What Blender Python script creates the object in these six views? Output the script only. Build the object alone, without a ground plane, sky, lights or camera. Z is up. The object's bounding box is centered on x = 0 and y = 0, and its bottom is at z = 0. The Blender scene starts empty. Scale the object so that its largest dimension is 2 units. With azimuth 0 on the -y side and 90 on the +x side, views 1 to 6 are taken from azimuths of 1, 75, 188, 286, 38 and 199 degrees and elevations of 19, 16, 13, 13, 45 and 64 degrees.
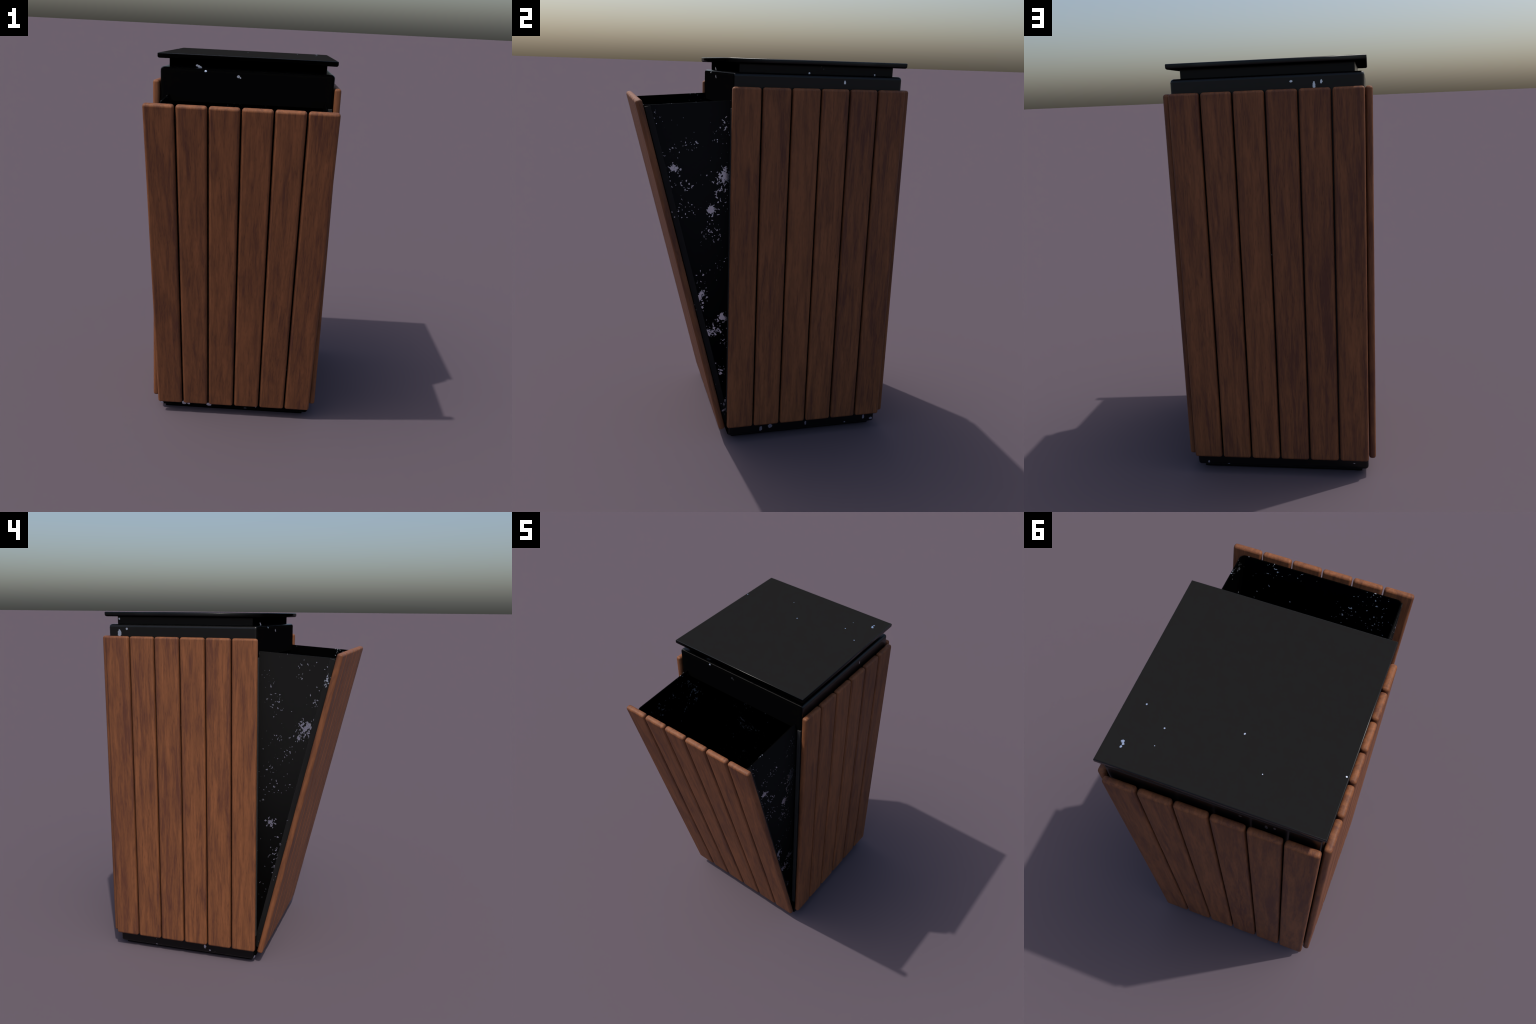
"""Outdoor litter bin: black metal cabinet clad in hardwood planks, with a flat
canopy lid on a recessed collar and a tilt-out front container that stands open."""
import bpy, bmesh, math, random
from mathutils import Matrix, Vector

random.seed(11)

# ----------------------------------------------------------------- sizes (m)
CY = 0.207            # depth centre of the cabinet
BODY = 0.4335         # cabinet half width
BODY_BOTTOM, BODY_TOP = 0.020, 1.934
LID = 0.4435          # lid half width
COLLAR = 0.393        # recessed collar half width
LID_BOTTOM, LID_TOP = 1.975, 2.0
FOOT = 0.402
PLANK_IN, PLANK_OUT = 0.436, 0.4695   # cladding, measured from the centre
PLANK_BOTTOM, PLANK_TOP = 0.086, 1.870
PLANKS = 6
CLAD_HALF = 0.4355    # half width of one clad face
GAP = 0.0072
PLANK_W = (2 * CLAD_HALF - (PLANKS - 1) * GAP) / PLANKS
PLANK_T = PLANK_OUT - PLANK_IN
PLANK_H = PLANK_TOP - PLANK_BOTTOM
OPEN_X, OPEN_Z0, OPEN_Z1 = 0.405, 0.165, 1.772   # mouth in the cabinet front
TILT = math.radians(13.35)                       # how far the front is swung out
HINGE = Vector((0, -0.232, 0.070))
BIN = 0.392                                      # container half width


# ----------------------------------------------------------------- helpers
def link(obj, parent=None):
    bpy.context.scene.collection.objects.link(obj)
    if parent:
        obj.parent = parent
    return obj


def new_mesh(name, bm, mat, smooth=True):
    me = bpy.data.meshes.new(name)
    bmesh.ops.recalc_face_normals(bm, faces=bm.faces)
    bm.to_mesh(me)
    bm.free()
    me.materials.append(mat)
    for p in me.polygons:
        p.use_smooth = smooth
    return me


def box_bm(x0, x1, y0, y1, z0, z1):
    bm = bmesh.new()
    bmesh.ops.create_cube(bm, size=1.0)
    bmesh.ops.scale(bm, vec=(x1 - x0, y1 - y0, z1 - z0), verts=bm.verts)
    bmesh.ops.translate(bm, vec=((x0 + x1) / 2, (y0 + y1) / 2, (z0 + z1) / 2), verts=bm.verts)
    return bm


def bevel(bm, edges, r, seg):
    bmesh.ops.bevel(bm, geom=list(edges), offset=r, offset_type='OFFSET', segments=seg,
                    profile=0.5, affect='EDGES', clamp_overlap=True)


def vertical(e):
    d = e.verts[0].co - e.verts[1].co
    return abs(d.z) > 1e-4 and abs(d.x) < 1e-4 and abs(d.y) < 1e-4


def at_z(e, z):
    return all(abs(v.co.z - z) < 1e-4 for v in e.verts)


def weighted(obj):
    m = obj.modifiers.new("weighted_normals", 'WEIGHTED_NORMAL')
    m.keep_sharp = False
    m.weight = 80
    return obj


# ----------------------------------------------------------------- materials
def nodes_of(name):
    mat = bpy.data.materials.new(name)
    mat.use_nodes = True
    nt = mat.node_tree
    return mat, nt, nt.nodes["Principled BSDF"]


class G:
    """Small wrapper that makes and links shader nodes."""

    def __init__(self, nt):
        self.nt = nt

    def n(self, kind, **props):
        node = self.nt.nodes.new(kind)
        for k, v in props.items():
            setattr(node, k, v)
        return node

    def l(self, a, b):
        self.nt.links.new(a, b)

    def put(self, sock, v):
        if hasattr(v, "is_output"):
            self.l(v, sock)
        else:
            sock.default_value = v

    def math(self, op, a, b=0.0, clamp=False):
        m = self.n("ShaderNodeMath", operation=op, use_clamp=clamp)
        self.put(m.inputs[0], a)
        self.put(m.inputs[1], b)
        return m.outputs[0]

    def mapping(self, vec, scale, loc=(0, 0, 0), rot=(0, 0, 0)):
        m = self.n("ShaderNodeMapping")
        self.l(vec, m.inputs["Vector"])
        m.inputs["Scale"].default_value = scale
        m.inputs["Location"].default_value = loc
        m.inputs["Rotation"].default_value = rot
        return m.outputs[0]

    def noise(self, vec, scale, detail=3.0, rough=0.55, dist=0.0):
        t = self.n("ShaderNodeTexNoise")
        self.l(vec, t.inputs["Vector"])
        t.inputs["Scale"].default_value = scale
        t.inputs["Detail"].default_value = detail
        t.inputs["Roughness"].default_value = rough
        t.inputs["Distortion"].default_value = dist
        return t.outputs["Fac"]

    def step(self, v, lo, hi):
        m = self.n("ShaderNodeMapRange", interpolation_type='SMOOTHSTEP')
        self.l(v, m.inputs["Value"])
        m.inputs["From Min"].default_value = lo
        m.inputs["From Max"].default_value = hi
        return m.outputs[0]

    def mix(self, fac, a, b, blend='MIX'):
        m = self.n("ShaderNodeMix", data_type='RGBA', blend_type=blend)
        self.put(m.inputs["Factor"], fac)
        ins = [s for s in m.inputs if s.type == 'RGBA']
        for s, v in zip(ins, (a, b)):
            if hasattr(v, "is_output"):
                self.l(v, s)
            else:
                s.default_value = (*v, 1)
        return [o for o in m.outputs if o.type == 'RGBA'][0]


def wood():
    mat, nt, bsdf = nodes_of("oiled_hardwood")
    g = G(nt)
    co = g.n("ShaderNodeTexCoord").outputs["Object"]
    rnd = g.n("ShaderNodeObjectInfo").outputs["Random"]
    shift = g.n("ShaderNodeCombineXYZ")
    g.l(g.math('MULTIPLY', rnd, 37.0), shift.inputs[0])
    g.l(g.math('MULTIPLY', rnd, 11.0), shift.inputs[1])
    g.l(g.math('MULTIPLY', rnd, 83.0), shift.inputs[2])
    add = g.n("ShaderNodeVectorMath", operation='ADD')
    g.l(co, add.inputs[0])
    g.l(shift.outputs[0], add.inputs[1])
    p = add.outputs[0]
    # broad bands along the grain, wandering a little
    band = g.noise(g.mapping(p, (24, 16, 2.1)), 1.0, 3.0, 0.55, 0.9)
    streak = g.noise(g.mapping(p, (66, 50, 6.0)), 1.0, 4.0, 0.6, 0.7)
    fibre = g.noise(g.mapping(p, (300, 260, 20)), 1.0, 3.0, 0.6, 0.2)
    pore = g.noise(g.mapping(p, (420, 420, 26)), 1.0, 1.0, 0.5, 0.0)
    tone = g.math('ADD', g.math('MULTIPLY', band, 0.44), g.math('MULTIPLY', streak, 0.42))
    tone = g.math('ADD', tone, g.math('MULTIPLY', fibre, 0.20))
    tone = g.math('ADD', tone, g.math('MULTIPLY', g.math('SUBTRACT', rnd, 0.5), 0.07))
    ramp = g.n("ShaderNodeValToRGB")
    g.l(tone, ramp.inputs[0])
    cr = ramp.color_ramp
    cr.elements[0].position, cr.elements[0].color = 0.405, (*WOOD_DARK, 1)
    cr.elements[1].position, cr.elements[1].color = 0.642, (*WOOD_LIGHT, 1)
    mid = cr.elements.new(0.52)
    mid.color = (*WOOD_MID, 1)
    dark = g.math('MULTIPLY', g.step(pore, 0.60, 0.72), 0.38)
    col = g.mix(dark, ramp.outputs[0], tuple(c * 0.45 for c in WOOD_DARK))
    g.l(col, bsdf.inputs["Base Color"])
    rough = g.math('ADD', 0.50, g.math('MULTIPLY', streak, 0.12))
    g.l(rough, bsdf.inputs["Roughness"])
    bsdf.inputs["Specular IOR Level"].default_value = 0.22
    bump = g.n("ShaderNodeBump")
    bump.inputs["Strength"].default_value = 0.12
    bump.inputs["Distance"].default_value = 0.002
    g.l(g.math('SUBTRACT', fibre, g.math('MULTIPLY', dark, 1.2)), bump.inputs["Height"])
    g.l(bump.outputs[0], bsdf.inputs["Normal"])
    return mat


WOOD_DARK = (0.108, 0.0395, 0.0235)
WOOD_MID = (0.172, 0.0645, 0.0275)
WOOD_LIGHT = (0.240, 0.088, 0.036)
CHIP = (0.70, 0.77, 0.88)  # bluish tint carries the sky's reflection on the bare spots
# the few flakes missing from the lid: x, y, radius, stretch
LID_FLAKES = ((0.361, 0.374, 2, 0.0032, 1), (0.256, 0.444, 2, 0.0032, 1), (0.259, 0.523, 2, 0.002, 1),
              (-0.029, 0.362, 2, 0.0034, 1), (-0.148, 0.493, 2, 0.0022, 1), (-0.432, 0.397, 2, 0.003, 1),
              (0.375, 0.546, 2, 0.0065, 1), (0.369, 0.556, 2, 0.005, 1), (0.372, 0.569, 2, 0.0045, 1))
# knocks on the rim band and around the plinth of the cabinet
CABINET_FLAKES = (
    (-0.207, -0.219, 1.922, 0.006, 0.8), (-0.044, -0.221, 1.904, 0.007, 0.9), (-0.034, -0.221, 1.898, 0.004, 1),
    (-0.434, 0.525, 1.909, 0.006, 1), (-0.434, 0.570, 1.884, 0.010, 2), (0.434, 0.333, 1.901, 0.005, 2),
    (-0.115, 0.634, 1.902, 0.006, 0.8), (-0.247, 0.634, 1.896, 0.005, 1.8), (-0.215, 0.634, 1.882, 0.006, 2.5),
    (-0.422, -0.221, 0.034, 0.011, 1), (-0.290, -0.221, 0.042, 0.012, 1), (-0.262, -0.221, 0.040, 0.009, 1),
    (-0.144, -0.221, 0.039, 0.013, 0.9), (0.068, -0.221, 0.026, 0.009, 0.7), (0.13, -0.221, 0.045, 0.004, 2),
    (0.434, 0.018, 0.058, 0.012, 1), (0.434, -0.034, 0.048, 0.008, 1.8), (0.434, 0.222, 0.056, 0.005, 2.4),
    (0.434, 0.456, 0.036, 0.005, 1), (0.434, 0.568, 0.056, 0.006, 2.2), (0.434, 0.615, 0.042, 0.009, 0.8),
    (-0.434, 0.398, 0.027, 0.007, 0.8), (-0.434, 0.086, 0.060, 0.007, 1.6), (-0.434, 0.055, 0.040, 0.006, 0.8),
    (0.377, 0.634, 0.038, 0.005, 1.4), (0.273, 0.634, 0.028, 0.007, 0.7))
# worn areas on the container's two sides (its own coordinates)
BIN_PATCHES = tuple((0.392, y, z, 1.3 * r, 0.76 * k) for y, z, r, k in (
    (0.075, 1.43, 0.040, 0.215), (0.298, 1.33, 0.075, 0.17), (0.251, 1.45, 0.03, 0.16), (0.014, 1.375, 0.04, 0.19),
    (0.118, 1.338, 0.045, 0.17), (0.363, 1.585, 0.05, 0.17), (0.041, 1.673, 0.04, 0.16), (0.194, 1.525, 0.06, 0.14),
    (0.199, 1.189, 0.04, 0.19), (0.257, 1.222, 0.09, 0.13), (0.071, 0.552, 0.055, 0.215), (0.131, 0.621, 0.05, 0.17),
    (0.114, 0.462, 0.04, 0.20), (0.055, 0.321, 0.03, 0.20), (0.046, 0.749, 0.06, 0.15), (0.177, 1.054, 0.09, 0.12))
) + tuple((-0.392, y, z, 1.3 * r, 0.76 * k) for y, z, r, k in (
    (0.121, 1.206, 0.045, 0.205), (0.088, 1.296, 0.05, 0.185), (0.089, 1.37, 0.045, 0.19), (0.033, 1.504, 0.04, 0.20),
    (0.046, 1.346, 0.04, 0.19), (0.117, 0.784, 0.04, 0.20), (0.159, 1.603, 0.03, 0.19), (0.196, 1.268, 0.04, 0.17),
    (0.035, 1.690, 0.04, 0.17), (0.227, 1.063, 0.05, 0.15), (0.035, 0.536, 0.03, 0.19), (0.09, 0.98, 0.1, 0.10)))
COLLAR_FLAKES = ((-0.255, -0.186, 1.945, 0.005, 1), (-0.246, -0.186, 1.941, 0.006, 1), (-0.236, -0.186, 1.937, 0.006, 1),
                 (-0.393, 0.589, 1.962, 0.004, 1.4), (0.393, 0.162, 1.940, 0.005, 0.7), (0.393, 0.502, 1.940, 0.004, 0.7))


def black_metal(name, amount, seed, rough=0.28, level=0.22, black=0.0006,
                quiet=(), fade=None, dots=(), clustered=0.75, metal=1.0, spots=0.93, chip_rough=0.31, patches=()):
    """Glossy black coat, chipped down to bare metal in clustered specks.

    quiet: (axis, from, to, both sides, added albedo): faces looking along the axis are
    dulled, their reflections set by coat colour; fade: (z0, z1, low, high) paints light falling off downwards;
    dots: (x, y, z, radius, tallness) for single flakes; patches: (x, y, z, radius,
    strength) where the chipping is worst."""
    mat, nt, bsdf = nodes_of(name)
    g = G(nt)
    co = g.n("ShaderNodeTexCoord").outputs["Object"]
    p = g.mapping(co, (1, 1, 1), (seed * 3.1, seed * 1.7, seed * 2.3))
    cluster = g.noise(p, 6.5, 2.0, 0.5)
    speck = g.noise(p, 78.0, 1.5, 0.55, 0.4)
    flake = g.noise(p, 19.0, 5.0, 0.66, 0.4)
    c = g.math('MULTIPLY', g.math('SUBTRACT', cluster, 0.5), clustered)
    for x, y, z, r, strength in patches:
        ln = g.n("ShaderNodeVectorMath", operation='DISTANCE')
        g.l(co, ln.inputs[0])
        ln.inputs[1].default_value = (x, y, z)
        near = g.n("ShaderNodeMapRange", interpolation_type='SMOOTHSTEP')
        g.l(ln.outputs["Value"], near.inputs["Value"])
        for k, v in (("From Min", 0.1 * r), ("From Max", r), ("To Min", strength), ("To Max", 0.0)):
            near.inputs[k].default_value = v
        c = g.math('ADD', c, near.outputs[0])
    a = g.step(g.math('ADD', speck, c), 0.735 - amount, 0.752 - amount)
    b = g.step(g.math('ADD', flake, g.math('MULTIPLY', c, 1.2)), 0.735 - amount, 0.745 - amount)
    mask = g.math('MAXIMUM', a, b)
    if spots:                                   # loose round specks
        vor = g.n("ShaderNodeTexVoronoi")
        g.l(p, vor.inputs["Vector"])
        vor.inputs["Scale"].default_value = 34.0
        sep = g.n("ShaderNodeSeparateColor")
        g.l(vor.outputs["Color"], sep.inputs[0])
        size = g.math('MULTIPLY', g.step(sep.outputs[0], spots, 1.08), 0.40)
        mask = g.math('MAXIMUM', mask, g.math('LESS_THAN', vor.outputs["Distance"], size))
    wob = g.noise(co, 160.0, 1.0) if dots else None
    for x, y, z, r, tall in dots:
        q = g.mapping(co, (1, 1, 1 / tall), (-x, -y, -z / tall))
        ln = g.n("ShaderNodeVectorMath", operation='LENGTH')
        g.l(q, ln.inputs[0])
        d = g.math('ADD', ln.outputs["Value"], g.math('MULTIPLY', g.math('SUBTRACT', wob, 0.5), r * 1.1))
        mask = g.math('MAXIMUM', mask, g.math('LESS_THAN', d, r))
    coat = g.n("ShaderNodeCombineColor")
    albedo, lev = black, level
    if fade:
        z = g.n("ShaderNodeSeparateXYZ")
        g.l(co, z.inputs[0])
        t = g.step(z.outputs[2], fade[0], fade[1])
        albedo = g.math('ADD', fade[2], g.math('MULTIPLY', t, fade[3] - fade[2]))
    lit = g.n("ShaderNodeNewGeometry").outputs["Normal"]
    for axis, lo, hi, both, extra in quiet:
        dp = g.n("ShaderNodeVectorMath", operation='DOT_PRODUCT')
        g.l(lit, dp.inputs[0])
        dp.inputs[1].default_value = axis
        d = dp.outputs["Value"]
        flat = g.step(g.math('ABSOLUTE', d) if both else d, lo, hi)
        lev = g.math('MULTIPLY', g.math('SUBTRACT', 1.0, flat), lev)
        if extra:
            albedo = g.math('ADD', albedo, g.math('MULTIPLY', flat, extra))
    for i in range(3):
        g.put(coat.inputs[i], albedo)
    g.l(g.mix(mask, coat.outputs[0], CHIP), bsdf.inputs["Base Color"])
    g.l(g.math('MULTIPLY', mask, metal), bsdf.inputs["Metallic"])
    r = g.math('ADD', rough, g.math('MULTIPLY', mask, chip_rough - rough))
    g.l(r, bsdf.inputs["Roughness"])
    g.put(bsdf.inputs["Specular IOR Level"], lev)
    return mat


M_WOOD = wood()
FRONT = ((0, -1, 0), 0.42, 0.80, False, 0.0)  # gloss removed here so the front keeps its black reflection
M_CAB = black_metal("chipped_black_metal", -0.125, 8.0, level=0.36, black=0.0025, quiet=(FRONT,), spots=None,
                    dots=CABINET_FLAKES)
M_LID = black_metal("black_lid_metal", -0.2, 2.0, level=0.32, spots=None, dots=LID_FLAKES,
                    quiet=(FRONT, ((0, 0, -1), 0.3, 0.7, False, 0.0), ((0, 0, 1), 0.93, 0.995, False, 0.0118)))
M_COLLAR = black_metal("black_collar_metal", -0.13, 5.0, level=0.2, quiet=(FRONT,), spots=None, dots=COLLAR_FLAKES)
M_BIN = black_metal("scuffed_black_metal", 0.004, 3.0, rough=0.42, level=0.30, fade=(0.25, 1.55, 0.002, 0.0135),  # side coat graded pale to dark for its light gradient
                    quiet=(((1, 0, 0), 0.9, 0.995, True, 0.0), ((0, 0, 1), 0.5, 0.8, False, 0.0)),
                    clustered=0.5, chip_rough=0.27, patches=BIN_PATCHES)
M_BIN_IN = black_metal("scuffed_inner_metal", 0.0, 7.0, rough=0.5, level=0.02, clustered=0.6, metal=0.75)  # near-black coat bakes in the shadow inside the container
M_BIN_RIM = black_metal("scuffed_inner_front_metal", 0.02, 9.0, rough=0.5, level=0.02, clustered=0.4, metal=0.2)
M_FOLD = black_metal("folded_edge_metal", -0.03, 4.0, rough=0.35, level=0.12, black=0.013, spots=0.90)
M_STOP = black_metal("door_stop_metal", -0.12, 6.0, level=0.0, black=0.034, spots=None)  # coat greyed to show sunlight on the jamb

# ----------------------------------------------------------------- root
root = bpy.data.objects.new("litter_bin", None)
link(root)
root["label"] = "wood-clad black metal litter bin with open tilting front"
root["category"] = "litter bin"


# ----------------------------------------------------------------- cabinet
def cabinet():
    h = BODY
    bm = box_bm(-h, h, CY - h + 0.006, CY + h - 0.006, BODY_BOTTOM, BODY_TOP)
    bevel(bm, [e for e in bm.edges if vertical(e) or at_z(e, BODY_TOP) or at_z(e, BODY_BOTTOM)], 0.016, 4)
    me = new_mesh("cabinet", bm, M_CAB)
    obj = link(bpy.data.objects.new("cabinet", me), root)
    # hollow with a rectangular mouth in the front
    cut = box_bm(-0.412, 0.412, CY - h + 0.026, CY + h - 0.026, 0.10, BODY_TOP - 0.03)
    mouth = box_bm(-OPEN_X, OPEN_X, CY - h - 0.1, CY, OPEN_Z0, OPEN_Z1)
    for bmx in (cut, mouth):
        c = link(bpy.data.objects.new("cutter", new_mesh("cutter", bmx, M_CAB, False)))
        m = obj.modifiers.new("hollow", 'BOOLEAN')
        m.operation, m.solver, m.object = 'DIFFERENCE', 'EXACT', c
    bpy.context.view_layer.update()
    dg = bpy.context.evaluated_depsgraph_get()
    baked = bpy.data.meshes.new_from_object(obj.evaluated_get(dg))
    obj.modifiers.clear()
    obj.data = baked
    baked.name = "cabinet"
    for o in [o for o in bpy.data.objects if o.name.startswith("cutter")]:
        bpy.data.objects.remove(o)
    baked.set_sharp_from_angle(angle=math.radians(40))
    weighted(obj).modifiers[0].keep_sharp = True
    return obj


def slab(name, half, z0, z1, r, mat, seg=3, top_r=None):
    bm = box_bm(-half, half, CY - half, CY + half, z0, z1)
    if top_r is None:
        bevel(bm, [e for e in bm.edges if vertical(e) or at_z(e, z1) or at_z(e, z0)], r, seg)
    else:
        bevel(bm, [e for e in bm.edges if at_z(e, z0)], r, seg)
        bevel(bm, [e for e in bm.edges if at_z(e, z1)], top_r, 2)
    obj = link(bpy.data.objects.new(name, new_mesh(name, bm, mat)), root)
    return weighted(obj)


cabinet()
slab("foot_plinth", FOOT, 0.0, BODY_BOTTOM + 0.004, 0.003, M_CAB, 2)
slab("collar", COLLAR, BODY_TOP - 0.004, LID_BOTTOM + 0.004, 0.006, M_COLLAR, 3)
slab("lid", LID, LID_BOTTOM, LID_TOP, 0.009, M_LID, 4, 0.004)


# ----------------------------------------------------------------- planks
def plank_mesh():
    bm = box_bm(-PLANK_W / 2, PLANK_W / 2, -PLANK_T, 0, 0, PLANK_H)
    bevel(bm, bm.edges, 0.013, 4)
    return new_mesh("plank", bm, M_WOOD)


PLANK = plank_mesh()


def clad(matrix, parent):
    """One face of six planks; local -y is outwards, z runs along the grain."""
    for i in range(PLANKS):
        x = (i - (PLANKS - 1) / 2) * (PLANK_W + GAP)
        o = link(bpy.data.objects.new("plank", PLANK), parent)
        o.matrix_local = matrix @ Matrix.Translation((x, 0, 0))
        weighted(o)


for turn in (90, 180, 270):
    m = (Matrix.Translation((0, CY, PLANK_BOTTOM)) @ Matrix.Rotation(math.radians(turn), 4, 'Z')
         @ Matrix.Translation((0, -PLANK_IN, 0)))
    clad(m, root)


# ----------------------------------------------------------------- tilting container
def container():
    """Open-topped sheet-metal box; local origin on the hinge, -y outwards."""
    depth, h_front, h_back, wall = 0.60, 1.7526, 1.653, 0.005
    bm = bmesh.new()

    # outer shell walls as a tapered, round-cornered loft from floor to rim
    def loop(y0, y1, xh, r, zf, zb, n=5):
        pts = []
        for cx, cy, a0 in ((xh - r, y0 + r, -90), (xh - r, y1 - r, 0), (-xh + r, y1 - r, 90), (-xh + r, y0 + r, 180)):
            for k in range(n + 1):
                a = math.radians(a0 + 90 * k / n)
                pts.append((cx + r * math.cos(a), cy + r * math.sin(a)))
        out = []
        for x, y in pts:
            t = (y - 0) / depth
            out.append(bm.verts.new((x, y, zf + (zb - zf) * t)))
        return out

    def bridge(a, b):
        n = len(a)
        return [bm.faces.new((a[i], a[(i + 1) % n], b[(i + 1) % n], b[i])) for i in range(n)]

    r = 0.026
    bot_o = loop(0.0015, 0.16, BIN, r, 0.05, 0.10)
    mid_o = loop(0.0015, depth, BIN, r, 0.35, 0.42)
    top_o = loop(0.0015, depth, BIN, r, h_front, h_back)
    top_i = loop(0.0015 + wall, depth - wall, BIN - wall, r - wall, h_front, h_back)
    mid_i = loop(0.0015 + wall, depth - wall, BIN - wall, r - wall, 0.36, 0.43)
    bot_i = loop(0.0015 + wall, 0.16 - wall, BIN - wall, r - wall, 0.06, 0.11)
    bm.faces.new(bot_o[::-1])
    bm.faces.new(bot_i)
    for a, b in ((bot_o, mid_o), (mid_o, top_o), (top_o, top_i), (top_i, mid_i), (mid_i, bot_i)):
        bridge(a, b)
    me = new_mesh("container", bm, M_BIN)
    me.materials.append(M_BIN_IN)
    me.materials.append(M_COLLAR)
    me.materials.append(M_BIN_RIM)
    for p in me.polygons:       # inner faces and rim get the shade-darkened coats
        c = p.center
        inward = Vector((-c.x, depth / 2 - c.y, 0.6 - c.z))
        if p.normal.dot(inward) > 0 and p.normal.z < 0.99 or p.normal.z > 0.7:
            p.material_index = 3 if p.normal.y > 0.9 else 1
        elif p.normal.y < -0.95:
            p.material_index = 2
    me.set_sharp_from_angle(angle=math.radians(35))
    obj = link(bpy.data.objects.new("container", me), root)
    obj.matrix_local = Matrix.Translation(HINGE) @ Matrix.Rotation(TILT, 4, 'X')
    return obj


# flanges the closed front rests against, one down each side of the mouth
for side in (-1, 1):
    bm = box_bm(side * 0.420 - 0.011, side * 0.420 + 0.011, CY - BODY - 0.0005, CY - BODY + 0.02, OPEN_Z0 + 0.004, OPEN_Z1 - 0.002)
    bevel(bm, bm.edges, 0.003, 2)
    weighted(link(bpy.data.objects.new("door_stop", new_mesh("door_stop", bm, M_STOP)), root))

door = container()
# the front sheet is folded round the container's sides, just behind the planks
for side in (-1, 1):
    bm = box_bm(side * BIN - 0.003, side * BIN + 0.003, 0.004, 0.034, 0.012, 1.744)
    bevel(bm, bm.edges, 0.0022, 2)
    weighted(link(bpy.data.objects.new("folded_edge", new_mesh("folded_edge", bm, M_FOLD)), door))
clad(Matrix.Identity(4), door)
